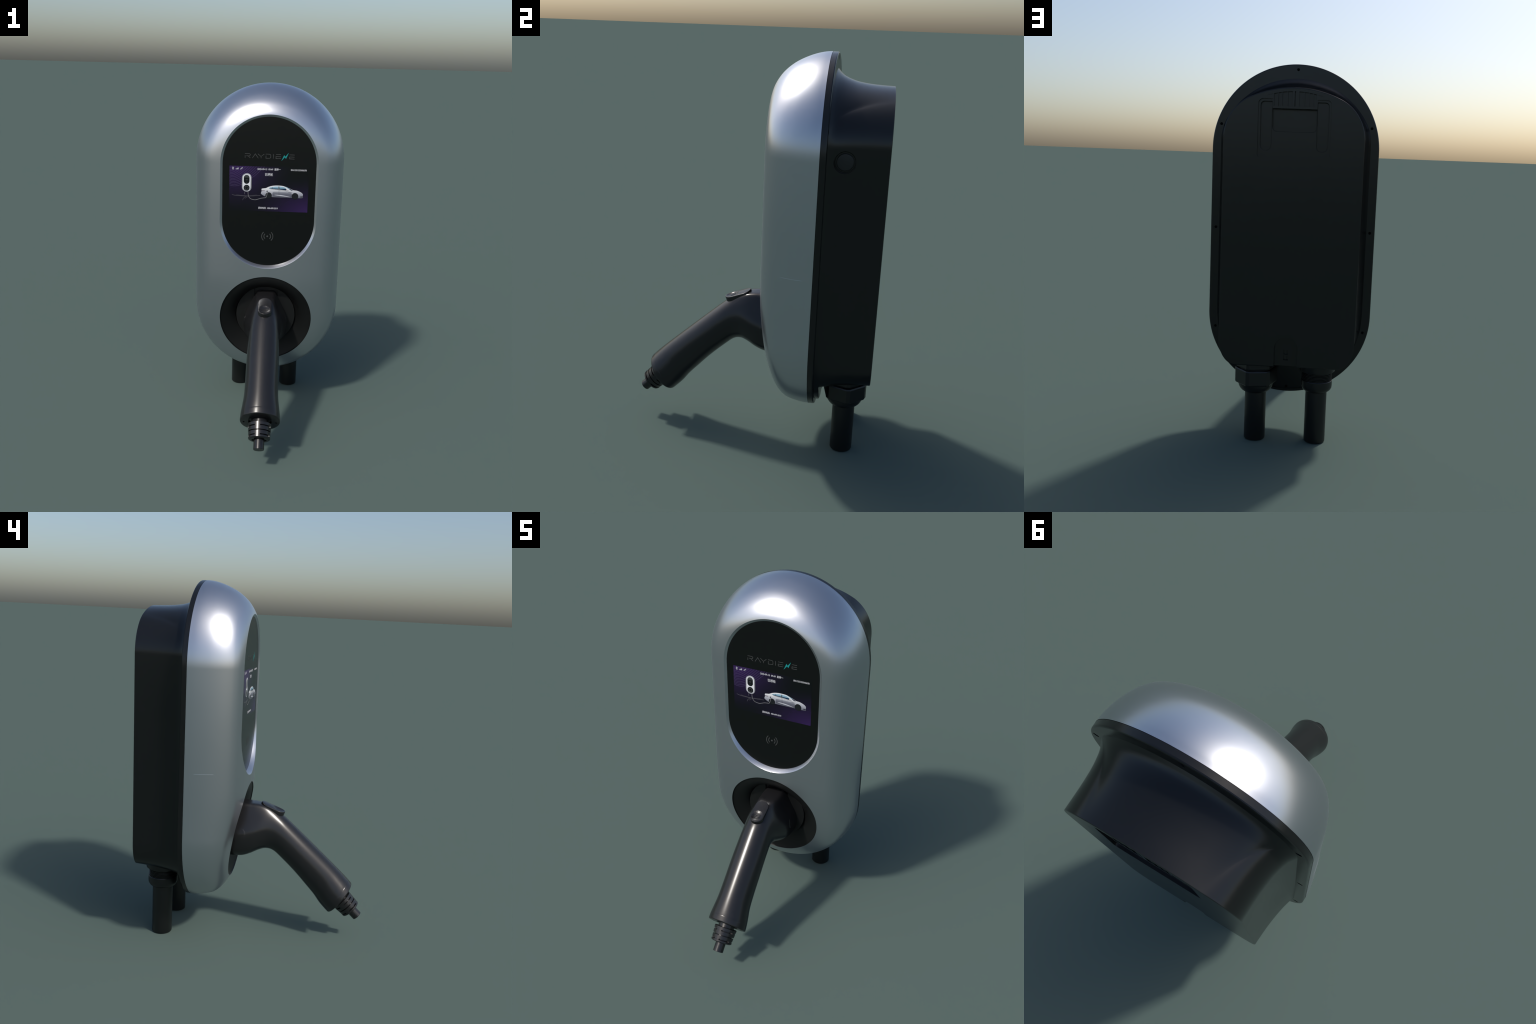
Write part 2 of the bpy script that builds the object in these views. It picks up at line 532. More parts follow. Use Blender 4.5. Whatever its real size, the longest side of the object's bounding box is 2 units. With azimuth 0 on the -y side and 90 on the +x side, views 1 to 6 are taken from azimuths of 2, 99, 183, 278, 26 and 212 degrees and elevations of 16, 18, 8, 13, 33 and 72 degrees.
# picture of a car
body = catmull([(-40, 1), (-29, 4), (-16, 6), (0, 14), (16, 19), (33, 22), (54, 23), (75, 22), (91, 19), (112, 11), (129, 4), (144, -2),
                (159, -3), (173, -7), (188, -14), (197, -22), (198, -29), (197, -37), (197, -45), (175, -47), (155, -46), (133, -46),
                (77, -46), (22, -45), (1, -43), (-18, -42), (-30, -37), (-42, -28), (-43, -22), (-40, -13)], 4)
car = decal("car_picture", [body], 3, "car", glass)
decal("car_picture_shade", [catmull([(23, -22), (30, -13.5), (60, -10.5), (95, -12.5), (124, -15.5), (134, -23), (133, -44), (77, -43.5), (35, -41), (24, -38)], 4)], 3.6, "car_shade", car)
decal("car_picture_highlight", [catmull([(33, -32), (60, -31), (89, -34), (127, -42), (98, -40), (56, -36)], 4)], 4.2, "car_light", car)
decal("car_picture_window", [
    [(0, 5), (10, 11), (22, 14), (22, 2), (13, 3)],
    [(24, 14), (39, 17), (56, 18), (57, 0), (40, 1), (24, 2)],
    [(61, 18), (81, 17), (94, 12), (104, 3), (102, -4), (84, -2), (62, 0)],
    [(87, 20), (104, 15), (125, 5), (142, -3), (130, -4), (115, 5), (100, 14)]], 4.2, "window", car)
decal("car_picture_pillar", [[(57.2, 17.8), (60.8, 17.8), (61.6, 0.2), (57.4, 0.2)], [(22.2, 13.8), (23.8, 13.8), (23.8, 2.2), (22.2, 2.2)]], 4.4, "wheel", car)
decal("car_picture_wheel", [circle(1, -36, 18.5, 32), circle(153, -36, 19, 32)], 4.6, "dark", car)
decal("car_picture_tyre", [circle(2, -36, 15.5, 32), circle(153, -36, 16.5, 32)], 5.0, "wheel", car)
decal("car_picture_lamp", [[(-40, -8), (-21, -8), (-22, -11), (-39, -12)]], 4.2, "lamp", car)
decal("car_picture_mirror", [[(100, 1), (111, 1), (117, -4), (104, -7)]], 5.0, "white", car)
decal("car_picture_trim", stroke([(57, 18), (60, -2), (61, -40)], 0.8) + stroke([(10, 1), (60, -3), (104, -8)], 0.8) + stroke([(112, -12), (136, -15)], 1.2)
      + [[(185, -36), (197, -37), (196, -41), (183, -41)], [(103, -7), (110, -4), (108, -9)], [(-12, -10), (-5, -8), (-4, -14), (-11, -15)]], 4.6, "dark", car)
decal("charging_wire_picture", stroke(catmull([(-118, -18), (-117, -35), (-111, -50), (-99, -60), (-77, -64), (-61, -60), (-44, -54), (-25, -51), (-15, -49), (-10, -38), (-6, -18)], 6, False), 2.6), 5.6, "wire", glass)

# status icons: short-range radio rune, signal bars, chain link
bt = stroke([(-212, 112), (-203, 120), (-207.5, 123.5), (-207.5, 108.5), (-203, 112), (-212, 120)], 2.0)
bars = [[(-192 + 4.4 * i, 110.0), (-188.6 + 4.4 * i, 110.0), (-188.6 + 4.4 * i, 112.6 + 2.6 * i), (-192 + 4.4 * i, 112.6 + 2.6 * i)] for i in range(4)]
link = []
for cx, cz in ((-160.6, 113.8), (-155.4, 118.2)):
    ring = [np.array((3.4 * math.cos(t) * 1.35, 2.3 * math.sin(t))) for t in np.linspace(0, TAU, 16, endpoint=False)]
    ca, sa = math.cos(math.radians(42)), math.sin(math.radians(42))
    link += stroke([(cx + p[0] * ca - p[1] * sa, cz + p[0] * sa + p[1] * ca) for p in ring], 1.5, True)
decal("status_icon", bt + bars + link, 2.8, "white", glass)


def text(name, body, x0, x1, zc, size, mat, parent, level=2.8, bold=0.0):
    """built-in font, fitted between x0 and x1 (mm from the display centre)"""
    cu = bpy.data.curves.new(name, "FONT")
    cu.body = body
    cu.size = size * 0.001
    cu.align_y = "CENTER"
    cu.extrude = 0.0002
    cu.offset = bold
    cu.resolution_u = 3
    tmp = bpy.data.objects.new(name, cu)
    bpy.context.scene.collection.objects.link(tmp)
    bpy.context.view_layer.update()
    me = bpy.data.meshes.new_from_object(tmp.evaluated_get(bpy.context.evaluated_depsgraph_get()))
    bpy.data.objects.remove(tmp)
    bpy.data.curves.remove(cu)
    co = np.array([v.co[:] for v in me.vertices])
    lo, hi = co[:, 0].min(), co[:, 0].max()
    zl, zh = co[:, 1].min(), co[:, 1].max()
    x = (co[:, 0] - lo) / (hi - lo) * (x1 - x0) * 0.001 + x0 * 0.001 + SCX
    z = co[:, 1] - (zl + zh) / 2 + zc * 0.001 + SCZ
    y = Y_GLASS - level * 0.00035 - co[:, 2]
    for v, a, b, c in zip(me.vertices, x, y, z):
        v.co = (a, b, c)
    me.materials.clear()
    me.materials.append(M[mat])
    me.name = name
    ob = bpy.data.objects.new(name, me)
    bpy.context.scene.collection.objects.link(ob)
    ob.parent = parent
    return ob


text("date_text", "2025-09-15  09:49  星期一", -67, 66, 115, 13.5, "white", glass, bold=0.0003)
text("serial_text", "SN:123123345678", 124, 214, 114.3, 12.5, "white", glass, bold=0.0003)
text("status_text", "已插枪", -23, 23, 85, 17.5, "white", glass, bold=0.0004)
text("service_text", "服务电话:  400-699-2019", -57, 56, -110.5, 13, "white", glass, bold=0.0003)

# word mark above the display (mm from (SCX, 1.600)) and contactless sign below
LZ = 1.600
marks = []
for pts in ([(-139, -13), (-139, 1)], [(-140, 11), (-114, 11), (-110, 8), (-110, 2), (-114, -1.5), (-132, -1.5)], [(-122, -1.5), (-109.5, -13)],
            [(-97, -13), (-81, 11), (-64, -13)], [(-66, 11), (-48, -3.5), (-31, 11)], [(-48, -3.5), (-48, -13)],
            [(-21, 11), (1, 11), (7, 6), (7, -8), (1, -12.5), (-20, -12.5), (-20, 3)], [(21.5, 12), (21.5, -13)],
            [(37, 10.5), (65, 10.5)], [(65, -1.5), (37, -1.5), (37, -12.5), (65, -12.5)],
            [(114, 10.5), (142, 10.5)], [(142, -1.5), (114.5, -1.5), (114.5, -12.5), (142, -12.5)]):
    marks += stroke(pts, 2.8)
decal("word_mark", marks, 1.5, "logo", glass, cz=LZ)
decal("lightning_mark", [[(109, 22), (94, -13), (87, -4), (68, -26), (83, 8), (90, -1)]], 1.5, "teal", glass, cz=LZ)
waves = [circle(0, 0, 5.2, 20)]
for r, half in ((19.5, 48), (33, 48)):
    for side in (0, 180):
        waves += stroke([(r * math.cos(math.radians(side + t)), r * math.sin(math.radians(side + t))) for t in np.linspace(-half, half, 14)], 4.2)
decal("contactless_mark", waves, 1.5, "logo", glass, cz=1.131)

# ------------------------------------------------------------------ flange
fl = outline
flange_rings = [[(x, Y_RIM, z) for x, z in pill(R_SHELL - 0.0035, Z_TOP, Z_BOT, 96, 40)],
                [(x, Y_RIM + 0.0015, z) for x, z in pill(R_SHELL - 0.0005, Z_TOP, Z_BOT, 96, 40)],
                [(x, Y_FLANGE - 0.006, z) for x, z in pill(R_SHELL - 0.0005, Z_TOP, Z_BOT, 96, 40)],
                [(x, Y_FLANGE - 0.002, z) for x, z in pill(R_SHELL - 0.002, Z_TOP, Z_BOT, 96, 40)],
                [(x, Y_FLANGE, z) for x, z in pill(R_SHELL - 0.006, Z_TOP, Z_BOT, 96, 40)]]
side = loft(flange_rings)
holes = []
for hx, hz in ((0, 1.972), (0.400, 1.680), (-0.400, 1.680), (0.418, 1.125), (-0.418, 1.125), (0.408, 0.572), (-0.408, 0.572), (0, 0.244)):
    dz = hz - Z_TOP if hz > Z_TOP else (hz - Z_BOT if hz < Z_BOT else 0.0)
    ang = math.atan2(dz, hx)
    recess = []
    for i in range(24):                       # shallow slot leading outwards from the screw hole
        t = TAU * i / 24
        u, w = 0.0105 * math.cos(t), 0.0105 * math.sin(t)
        u = u * 1.0 + (0.004 if math.cos(t) > 0 else 0)
        recess.append((hx + u * math.cos(ang) - w * math.sin(ang), hz + u * math.sin(ang) + w * math.cos(ang)))
    holes.append((recess, 0.0025, [(circle(hx, hz, 0.0075, 16), 0.02, ())]))
face = plate_face(pill(R_SHELL - 0.006, Z_TOP, Z_BOT, 96, 40), Y_FLANGE, holes, facing=1)
front = plate_face(pill(R_SHELL - 0.0035, Z_TOP, Z_BOT, 96, 40), Y_RIM)
V, F = join([side, face, front])
new_object("mounting_flange", V, F, "housing", station, smooth=19, recalc=True)
V, F = lathe([(0.0078, 0), (0.0078, 0.012)], (0, Y_FLANGE + 0.0096, 0.252), (0, 1, 0), 16)  # no bore in the lip here: a slightly proud black disc marks the screw hole
new_object("screw_hole", V, F, "hole", station, recalc=True)
for loop, _, inner in holes:                # blind screw holes, black inside
    c = np.array(inner[0][0]).mean(0)
    V, F = lathe([(0.0074, 0), (0.0074, 0.012)], (c[0], Y_FLANGE - 0.0165, c[1]), (0, 1, 0), 16)
    new_object("screw_hole", V, F, "hole", station, recalc=True)


# ------------------------------------------------------------------ back housing
def arch_top(a, zc, r, z_top):
    """flank tangent corner arcs of radius r joined by one flatter arc, right to left"""
    cx, h = a - r, z_top - zc
    big = (cx * cx + h * h - r * r) / (2 * (h - r))       # radius of the flat arc, tangent to both corners
    zb = z_top - big
    ta = math.atan2(zc - zb, cx)
    pts = [(cx + r * math.cos(ta * i / 32), zc + r * math.sin(ta * i / 32)) for i in range(32)]
    pts += [(big * math.cos(ta + (math.pi - 2 * ta) * i / 32), zb + big * math.sin(ta + (math.pi - 2 * ta) * i / 32)) for i in range(32)]
    pts += [(-cx - r * math.cos(ta * (1 - i / 32)), zc + r * math.sin(ta * (1 - i / 32))) for i in range(33)]
    return pts


def housing_outline(a, zc, r, z_top, zb, rx, rz):
    """flat arch on top, straight flanks, flat bottom with soft corners; ccw seen from -y"""
    pts = arch_top(a, zc, r, z_top)
    for i in range(1, 20):
        pts.append((-a, zc + (zb + rz - zc) * i / 20))
    for i in range(25):
        t = math.pi / 2 * i / 24
        pts.append((-a + rx - rx * math.cos(t), zb + rz - rz * math.sin(t)))
    w = a - rx
    for x in (-0.8 * w, -0.6 * w, -0.4 * w, -0.061, -0.03, 0.0, 0.03, 0.061, 0.4 * w, 0.6 * w, 0.8 * w):
        pts.append((x, zb))
    for i in range(25):
        t = math.pi / 2 * (1 - i / 24)
        pts.append((a - rx + rx * math.cos(t), zb + rz - rz * math.sin(t)))
    for i in range(1, 20):
        pts.append((a, zb + rz + (zc - zb - rz) * i / 20))
    return pts


back_out = housing_outline(0.350, 1.606, 0.220, 1.854, 0.438, 0.090, 0.135)
root_out = housing_outline(0.400, 1.600, 0.220, 1.926, 0.424, 0.100, 0.150)
# below z = 0.66 the root of the housing follows the round end of the flange
low = [i for i, p in enumerate(back_out) if p[1] < 0.66]
run = np.r_[0, np.cumsum([math.dist(back_out[a], back_out[b]) for a, b in zip(low[:-1], low[1:])])]
run /= run[-1]
belly = np.zeros(len(back_out))
for i, f in zip(low, run):
    t = math.pi * (1 + f)
    root_out[i] = (0.400 * math.cos(t), 0.66 + 0.427 * math.sin(t))
    belly[i] = smoothstep(0.16, 0.34, min(f, 1 - f))
shoulder = np.array([0.9 * math.exp(-(((abs(x) - 0.205) / 0.075) ** 2)) * (z > 1.6) for x, z in back_out])
lower = np.array([smoothstep(1.25, 0.75, p[1]) for p in back_out])
FLARE = pchip([0, 0.005, 0.016, 0.032, 0.062, 0.108, 0.18, 0.274], [1.0, 0.92, 0.75, 0.57, 0.37, 0.185, 0.060, 0.0])
FLARE_LOW = pchip([0, 0.016, 0.032, 0.062, 0.108, 0.18, 0.274], [1.0, 0.86, 0.75, 0.57, 0.37, 0.15, 0.0])
# the belly is a step: a lip as thick as the flange again, then the flat underside with a fillet
LIP = (0.0, 0.016, 0.0185, 0.0202, 0.0215, 0.0220, 0.0226, 0.0245, 0.0275, 0.0315, 0.036)
FLARE_BELLY = pchip(list(LIP) + [0.1, 0.274], [1.0, 1.0, 0.995, 0.980, 0.955, 0.93, 0.085, 0.048, 0.022, 0.006, 0.0, 0.0, 0.0])
NOTCH, NOTCH_D = 0.061, 0.030          # half width and depth of the arched cable notch
y_notch = Y_BACK - NOTCH_D
rings = []
steps = sorted(list(np.linspace(0, 1, 34) ** 1.9 * (Y_BACK - 0.0025 - Y_FLANGE + 0.001)) + [y_notch - Y_FLANGE + 0.001] + list(LIP[1:]))
for s in steps:
    easy = np.maximum(lower, shoulder)
    gs = (float(FLARE(s)) * (1 - easy) + float(FLARE_LOW(s)) * easy) * (1 - belly) + float(FLARE_BELLY(s)) * belly
    rings.append([(bx + (rx - bx) * g, Y_FLANGE - 0.001 + s, bz + (rz - bz) * g) for (bx, bz), (rx, rz), g in zip(back_out, root_out, gs)])


edge1, edge2 = shrink(back_out, 0.0012), shrink(back_out, 0.004)
rings.append([(x, Y_BACK - 0.0012, z) for x, z in edge1])
rings.append([(x, Y_BACK, z) for x, z in edge2])
wall_v, wall_f = loft(rings)


def in_notch(f):
    q = [wall_v[i] for i in f]
    return all(abs(p[0]) < NOTCH + 1e-4 and p[2] < 0.46 and p[1] > y_notch - 1e-5 for p in q)


wall = (wall_v, [f for f in wall_f if not in_notch(f)])

# hanger recess: a shallow U-shaped field with two tall slots and a deeper middle window in it
field = [(0.181 - 0.026 + 0.026 * math.cos(math.radians(t)), 1.7985 - 0.026 + 0.026 * math.sin(math.radians(t))) for t in range(0, 91, 10)]
field += [(0.1105, 1.7985), (0.1105, 1.7525), (-0.1105, 1.7525), (-0.1105, 1.7985)]
field += [(-0.181 + 0.026 - 0.026 * math.cos(math.radians(t)), 1.7985 - 0.026 + 0.026 * math.sin(math.radians(t))) for t in range(90, -1, -10)]
field += [(-0.181 + 0.02 - 0.02 * math.cos(math.radians(t)), 1.528 - 0.02 * math.sin(math.radians(t))) for t in range(0, 91, 15)]
field += [(0.181 - 0.02 + 0.02 * math.cos(math.radians(t)), 1.528 - 0.02 * math.sin(math.radians(t))) for t in range(90, -1, -15)]
deeper = [(rounded_box(0.1125, 0.1690, 1.546, 1.786, 0.018, 8, (1, 0.05, 1.5, 1.5)), 0.019, (), 0.0011),
          (rounded_box(-0.1690, -0.1125, 1.546, 1.786, 0.018, 8, (0.05, 1, 1.5, 1.5)), 0.019, (), 0.0011),
          (rounded_box(-0.1100, 0.1100, 1.640, 1.7508, 0.024, 8, (0.05, 0.05, 1, 1)), 0.036, (), 0.0011)]
pockets = [(field, 0.012, deeper)]
ribs = [0.107, 0.085, 0.0655, 0.038, 0.0105, -0.0105, -0.017, -0.0445, -0.068, -0.088, -0.107]
for k in range(len(ribs) - 1):                # ribbed field: sunk cells between thin upright ribs, arched top
    xa, xb = ribs[k + 1] + 0.0018, ribs[k] - 0.0018
    if k == 4:
        xa, xb = -0.0028, 0.0028
    if k == 5:
        continue
    xs = np.linspace(xa, xb, 6)
    top = [(x, 1.8360 - 1.15 * x * x) for x in xs]
    pockets.append((([(xb, 1.763), (xa, 1.763)] + top), 0.016 if k != 4 else 0.030, ()))
for sx in (1, -1):                            # the arch runs out in a thin slit on either side
    xs = np.linspace(0.111, 0.134, 5) * sx
    up = [(x, 1.8345 - 1.15 * x * x) for x in xs]
    pockets.append((up + [(x, z + 0.0014) for x, z in reversed(up)], 0.006, ()))
arch = [(NOTCH * math.cos(t), 0.538 + NOTCH * math.sin(t)) for t in np.linspace(0, math.pi, 31)]
zb2 = min(z for _, z in edge2)
edge_notched = [p for p in edge2 if not (abs(p[0]) < NOTCH + 1e-4 and p[1] < zb2 + 1e-4)]
k = max(range(len(edge_notched)), key=lambda i: edge_notched[i][0] * (edge_notched[i][1] < zb2 + 1e-4) * -1)
k = max((i for i in range(len(edge_notched)) if edge_notched[i][1] < zb2 + 1e-4 and edge_notched[i][0] < 0), key=lambda i: edge_notched[i][0])
edge_notched[k + 1:k + 1] = [(-NOTCH, zb2)] + list(reversed(arch)) + [(NOTCH, zb2)]
back = plate_face(edge_notched, Y_BACK, pockets, facing=1)
notch_line = [(-NOTCH, 0.438)] + list(reversed(arch)) + [(NOTCH, 0.438)]
notch_wall = loft([[(x, Y_BACK, z) for x, z in notch_line], [(x, y_notch, z) for x, z in notch_line]], closed=False)
slits = []
for zz in (0.4985, 0.4675):
    slits.append(([(-0.0125, zz), (0.0125, zz), (0.0125, zz + 0.025), (0.0065, zz + 0.025), (0.0060, zz + 0.0045), (-0.0045, zz + 0.0045),
                   (-0.0050, zz + 0.025), (-0.0105, zz + 0.025), (-0.0110, zz + 0.0045), (-0.0125, zz + 0.0035)], 0.012, ()))
floor_loop = [(NOTCH, 0.438)] + arch + [(-NOTCH, 0.438)]
notch_floor = plate_face(floor_loop, y_notch, slits, facing=1)
root_cap = ([(x, Y_FLANGE - 0.001, z) for x, z in root_out], [tuple(range(len(root_out)))])
V, F = join([wall, back, notch_wall, notch_floor, root_cap])
housing = new_object("back_housing", V, F, "housing", station, recalc=True)
# flat-bottomed round seat cut into the right flank for the plug
V, F = lathe([(0.0500, 0.0), (0.0500, 0.06)], (0.3505, 0.440, 1.551), (1, 0, 0), 72)
cutter = new_object("plug_seat_cutter", V, F, "housing", None, recalc=True)
mod = housing.modifiers.new("seat", "BOOLEAN")
mod.operation, mod.object, mod.solver = "DIFFERENCE", cutter, "EXACT"
bpy.context.view_layer.update()
cut_mesh = bpy.data.meshes.new_from_object(housing.evaluated_get(bpy.context.evaluated_depsgraph_get()))
housing.modifiers.clear()
housing.data = cut_mesh
cut_mesh.name = "back_housing"
bpy.data.objects.remove(cutter)
cut_mesh.shade_smooth()
cut_mesh.set_sharp_from_angle(angle=math.radians(19))

# round plug sitting in its seat in the right flank
V, F = lathe([(0.0460, -0.004), (0.0460, 0.0012), (0.0445, 0.0022), (0.0405, 0.0022), (0.0400, -0.001)], (0.3505, 0.440, 1.551), (1, 0, 0), 72)
ring_plug = new_object("side_plug", V, F, "housing", station, smooth=30, recalc=True)
V, F = lathe([(0.0375, -0.004), (0.0375, 0.0075), (0.0360, 0.0092), (0.0335, 0.0096)], (0.3505, 0.440, 1.551), (1, 0, 0), 72)
new_object("plug_cap", V, F, "plug", ring_plug, smooth=30, recalc=True)


# ------------------------------------------------------------------ glands and cables
def prism(n, R, z0, z1, cx, cy, start, bevel, chamfer=0.0):
    """n-sided nut with flattened vertical edges"""
    rings = []
    for z, k in ((z0, 1 - chamfer), (z0 + 0.006, 1.0), (z1 - 0.006, 1.0), (z1, 1 - chamfer)):
        ring = []
        for i in range(n):
            a = start + TAU * i / n
            for s in (-bevel, bevel):
                t = a + s
                rr = R * math.cos(bevel) * k
                ring.append((cx + rr * math.cos(t), cy + rr * math.sin(t), z))
        rings.append(ring)
    return loft(rings, True, True, True)


GX, GY = 0.160, 0.511
H0 = math.radians(11)
V, F = join([prism(6, 0.112, 0.316, 0.397, GX, GY, H0, 0.09, 0.03),
             prism(6, 0.108, 0.403, 0.4405, GX, GY, H0, 0.09, 0.03),
             lathe([(0.090, 0.390), (0.090, 0.410)], (GX, GY, 0), (0, 0, 1), 48),
             lathe([(0.055, 0.267)] + [(0.056 + 0.039 * math.sin(t), 0.320 - 0.053 * math.cos(t)) for t in np.linspace(0.05, math.pi / 2, 14)], (GX, GY, 0), (0, 0, 1), 64)])
nut = new_object("cable_gland", V, F, "gland", station, smooth=16, recalc=True)
V, F = lathe([(0.052, 0.0), (0.0555, 0.001), (0.057, 0.004), (0.057, 0.31)], (GX - 0.001, GY, 0), (0, 0, 1), 64)
new_object("power_cable", V, F, "cable", station, smooth=35, recalc=True)

GX2, GY2 = -0.167, 0.510
prof = [(0.057, 0.284), (0.066, 0.286), (0.075, 0.293), (0.081, 0.304), (0.083, 0.316), (0.083, 0.344), (0.081, 0.347), (0.076, 0.348)]
for k in range(6):
    z = 0.349 + k * 0.0075
    prof += [(0.0760, z), (0.0805, z + 0.0020), (0.0805, z + 0.0044), (0.0760, z + 0.0064)]
prof += [(0.076, 0.396), (0.094, 0.397), (0.095, 0.400), (0.095, 0.4405)]
V, F = lathe(prof, (GX2, GY2, 0), (0, 0, 1), 72)
new_object("cable_gland", V, F, "gland", station, smooth=28, recalc=True)
V, F = lathe([(0.052, 0.0), (0.0555, 0.001), (0.057, 0.004), (0.057, 0.32)], (GX2, GY2, 0), (0, 0, 1), 64)
new_object("power_cable", V, F, "cable", station, smooth=35, recalc=True)

# ------------------------------------------------------------------ charging handle
# stations: top point (y, z), bottom point (y, z), half width, headness (1 = plug head with flat top)
ST = [
    ((0.190, 0.778), (0.190, 0.460), 0.132, 1.0),
    ((0.100, 0.778), (0.120, 0.459), 0.132, 1.0),
    ((0.045, 0.777), (0.070, 0.462), 0.128, 0.95),
    ((0.000, 0.775), (0.025, 0.478), 0.121, 0.90),
    ((-0.045, 0.767), (-0.020, 0.499), 0.108, 0.65),
    ((-0.092, 0.747), (-0.060, 0.509), 0.094, 0.32),
    ((-0.140, 0.716), (-0.100, 0.500), 0.088, 0.10),
    ((-0.190, 0.676), (-0.145, 0.465), 0.0885, 0.0),
    ((-0.300, 0.580), (-0.230, 0.387), 0.0915, 0.0),
    ((-0.400, 0.491), (-0.305, 0.308), 0.092, 0.0),
    ((-0.470, 0.428), (-0.352, 0.257), 0.0945, 0.0),
    ((-0.510, 0.391), (-0.385, 0.214), 0.101, 0.0),
    ((-0.541, 0.361), (-0.4155, 0.182), 0.107, 0.0),
    ((-0.5645, 0.3365), (-0.437, 0.1615), 0.109, 0.0),
]
HEAD = [(0, 1), (0.20, 1.0), (0.36, 0.985), (0.46, 0.90), (0.70, 0.50), (0.93, 0.12), (1.0, -0.15), (0.985, -0.45), (0.88, -0.73), (0.61, -0.925), (0.28, -0.99), (0, -1)]
# even out the spacing of both half sections so that they correspond point by point


def resample(h, n):
    seg = np.r_[0, np.cumsum(np.hypot(*np.diff(h, axis=0).T))]
    s = np.linspace(0, seg[-1], n)
    return np.stack([np.interp(s, seg, h[:, 0]), np.interp(s, seg, h[:, 1])], 1)


fine = np.pi * np.linspace(0, 1, 400)
grip_fine = np.stack([np.sin(fine) ** (2 / 2.06), np.sign(np.cos(fine)) * np.abs(np.cos(fine)) ** (2 / 2.06)], 1)
NS = 40
head_s = resample(np.array(catmull(HEAD, 24, False)), NS)
grip_s = resample(grip_fine, NS)
raw = np.array([[*a, *b, w, h] for a, b, w, h in ST])
# smooth interpolation with Catmull-Rom through the stations
dense = np.array(catmull([tuple(r) for r in raw], 8, False))
XH = 0.004


def handle_ring(row, scale=1.0, push=0.0):
    ty, tz, by, bz, w, h = row
    c = np.array([(ty + by) / 2, (tz + bz) / 2])
    up = np.array([ty - by, tz - bz]) / 2
    half = head_s * h + grip_s * (1 - h)
    full = np.r_[half, np.stack([-half[-2:0:-1, 0], half[-2:0:-1, 1]], 1)]
    ax = np.array([up[1], -up[0]])
    ax = -ax / np.linalg.norm(ax)
    ring = []
    for px, pv in full:
        q = c + up * pv * scale + ax * push
        ring.append((XH + px * w * scale, q[0], q[1]))
    return ring


rings = [handle_ring(r) for r in dense]
cut = len(rings) - 7
V, F = loft(rings[:cut], True, True, False)
handle = new_object("charging_handle", V, flip(F), "handle", station, smooth=55, recalc=True)
tail = [handle_ring(dense[cut - 1], 0.996), handle_ring(dense[cut - 1], 0.999, 0.0008)] + [handle_ring(r, 1.001) for r in dense[cut:]]
last = dense[-1]
tail += [handle_ring(last, 0.996, 0.003), handle_ring(last, 0.980, 0.0055), handle_ring(last, 0.955, 0.0065), handle_ring(last, 0.58, 0.0065), handle_ring(last, 0.575, -0.004), handle_ring(last, 0.40, -0.004)]
V, F = loft(tail, True, False, True)
end_cap = new_object("handle_end_cap", V, flip(F), "handle", handle, smooth=40, recalc=True)

end_c = np.array([(last[0] + last[2]) / 2, (last[1] + last[3]) / 2])
axis = np.array([-0.728, -0.686])
axis /= np.linalg.norm(axis)
for sx in (1, -1):                            # two screw holes in the end face
    facing = np.array([-(last[1] - last[3]), last[0] - last[2]])
    facing /= np.linalg.norm(facing)
    o = end_c + facing * 0.0035 + np.array([last[0] - last[2], last[1] - last[3]]) * -0.03
    V, F = lathe([(0.0055, 0), (0.0055, 0.0035)], (XH + sx * 0.088, o[0], o[1]), (0, facing[0], facing[1]), 16)
    new_object("end_screw_hole", V, F, "hole", end_cap, recalc=True)


# strain relief collar: rings with interrupted grooves, then the cable stub
def slotted(r, h, t):
    for h0, h1, phase, full in ((0.0375, 0.0435, 0.0, False), (0.0620, 0.0670, 0.0, True), (0.0860, 0.0915, 0.0, False)):
        if h0 < h < h1:
            k = (t + phase) % (TAU / 4)
            if full or 0.42 < k < TAU / 4 - 0.1:
                return r - 0.012
    return r


prof = [(0.046, -0.012), (0.046, 0.019), (0.048, 0.0195), (0.0620, 0.020), (0.0640, 0.022)]
for h in np.arange(0.024, 0.1005, 0.00075):
    prof.append((0.0640 - 0.085 * (h - 0.022) + (0.0015 if h > 0.092 else 0), float(h)))
prof += [(0.0560, 0.1025), (0.0530, 0.1045), (0.0480, 0.1055), (0.0400, 0.1055), (0.0385, 0.1000), (0.030, 0.0995)]
V, F = lathe(prof, (XH, end_c[0], end_c[1]), (0, axis[0], axis[1]), 112, slotted)
collar = new_object("strain_relief_collar", V, F, "handle", handle, smooth=35, recalc=True)
V, F = lathe([(0.0288, 0.06), (0.0288, 0.1565), (0.0275, 0.1575)], (XH, end_c[0], end_c[1]), (0, axis[0], axis[1]), 48)
new_object("charging_cable_stub", V, F, "handle", handle, smooth=35, recalc=True)

# release button: long rounded key on top of the bend with a dished, ridged front
b0, b1 = np.array([-0.022, 0.785]), np.array([-0.159, 0.7335])
along = (b1 - b0) / np.linalg.norm(b1 - b0)
upv = np.array([along[1], -along[0]])
upv = upv if upv[1] > 0 else -upv
length, hw = float(np.linalg.norm(b1 - b0)), 0.0395


def key_ring(k, drop):
    pts = []
    for x, s in pill(hw, length / 2 - hw, -(length / 2 - hw), 20, 8):
        x, s = x * k, s * (1 - (1 - k) * hw / (length / 2)) if k > 0.3 else s * k * 1.6
        pts.append((x, s))
    out = []
    for x, s in pts:
        pos = length / 2 + s
        dish = 0.0085 * max(0.0, 1 - ((x / 0.031) ** 2 + ((pos - length + 0.041) / 0.034) ** 2)) ** 0.8
        crown = 0.0035 * (x / hw) ** 2
        q = b0 + along * pos + upv * (-(drop + crown) - dish)
        out.append((XH + x, q[0], q[1]))
    return out


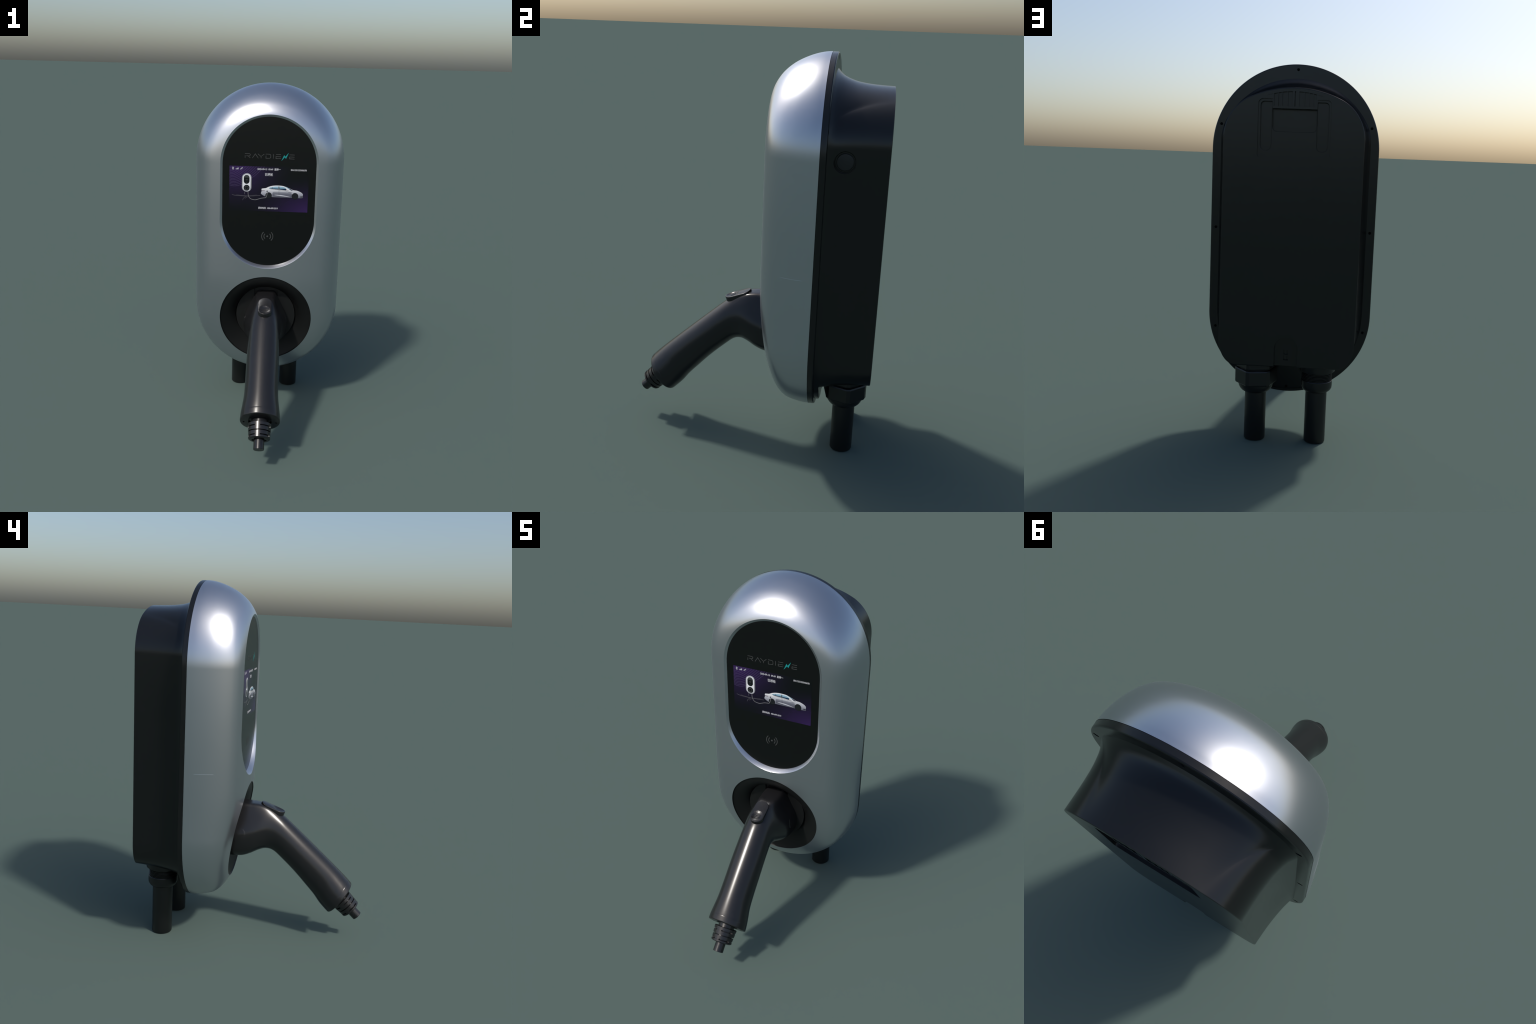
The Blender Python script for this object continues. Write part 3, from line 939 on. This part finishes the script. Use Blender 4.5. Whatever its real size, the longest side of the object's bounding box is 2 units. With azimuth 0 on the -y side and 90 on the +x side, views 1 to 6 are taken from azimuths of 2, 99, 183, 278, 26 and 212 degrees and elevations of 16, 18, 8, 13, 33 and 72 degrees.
key = [key_ring(1.0, 0.060), key_ring(1.0, 0.0040), key_ring(0.985, 0.0012), key_ring(0.955, 0.0)]
key += [key_ring(k, 0.0) for k in np.linspace(0.92, 0.04, 20)]
V, F = loft(key, True, True, True)
button = new_object("release_button", V, F, "button", handle, smooth=45, recalc=True)
for k in range(3):                            # grip ridges in the dish
    pos = length - 0.051 + k * 0.0085
    wv = 0.017 - 0.002 * k
    rr = []
    for x in np.linspace(-wv, wv, 9):
        depth = 0.0085 * max(0.0, 1 - ((x / 0.031) ** 2 + ((pos - length + 0.041) / 0.034) ** 2)) ** 0.8
        q = b0 + along * pos + upv * (-depth - 0.0035 * (x / hw) ** 2)
        rr.append([(XH + x, *(q + along * 0.0022 * math.cos(t) + upv * 0.0022 * math.sin(t))) for t in np.linspace(0, TAU, 8, endpoint=False)])
    V, F = loft(rr, True, True, True)
    new_object("grip_ridge", V, F, "button", button, smooth=50, recalc=True)

# round pivot covers on both cheeks of the plug head, following its skin
def cheek_x(y, z):
    w = np.interp(y, [-0.02, 0.025, 0.055, 0.11], [0.103, 0.117, 0.128, 0.132])
    top, bot = 0.777, np.interp(y, [0.025, 0.07, 0.12], [0.478, 0.462, 0.459])
    v = (z - (top + bot) / 2) / ((top - bot) / 2)
    return float(w * np.interp(-v, -head_s[:, 1], head_s[:, 0]))


for sx in (1, -1):
    rr = []
    for r, lift in ((0.0430, -0.004), (0.0430, 0.0003), (0.0418, 0.0009), (0.036, 0.0010), (0.028, 0.0010), (0.018, 0.0010), (0.008, 0.0010)):
        ring = []
        for i in range(48):
            y, z = 0.090 + r * math.cos(TAU * i / 48), 0.606 + r * math.sin(TAU * i / 48)
            ring.append((XH + sx * (cheek_x(y, z) + lift), y, z))
        rr.append(ring)
    V, F = loft(rr, True, False, True)
    new_object("pivot_cover", V, F, "handle", handle, smooth=30, recalc=True)

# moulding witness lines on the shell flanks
for sx in (1, -1):
    yy = np.linspace(0.185, 0.285, 14)
    rr = []
    for y in yy:
        lo, hi = 0.0, 0.2
        for _ in range(40):
            mid = (lo + hi) / 2
            if float(shell_y(sx * (R_SHELL - mid), 1.014)) > y:
                lo = mid
            else:
                hi = mid
        x = sx * (R_SHELL - lo)
        rr.append([(x + sx * 0.0006 * math.cos(t), y, 1.016 + 0.0011 * math.sin(t)) for t in np.linspace(0, TAU, 6, endpoint=False)])
    V, F = loft(rr, True, True, True)
    new_object("moulding_line", V, F, "silver", station, smooth=60, recalc=True)
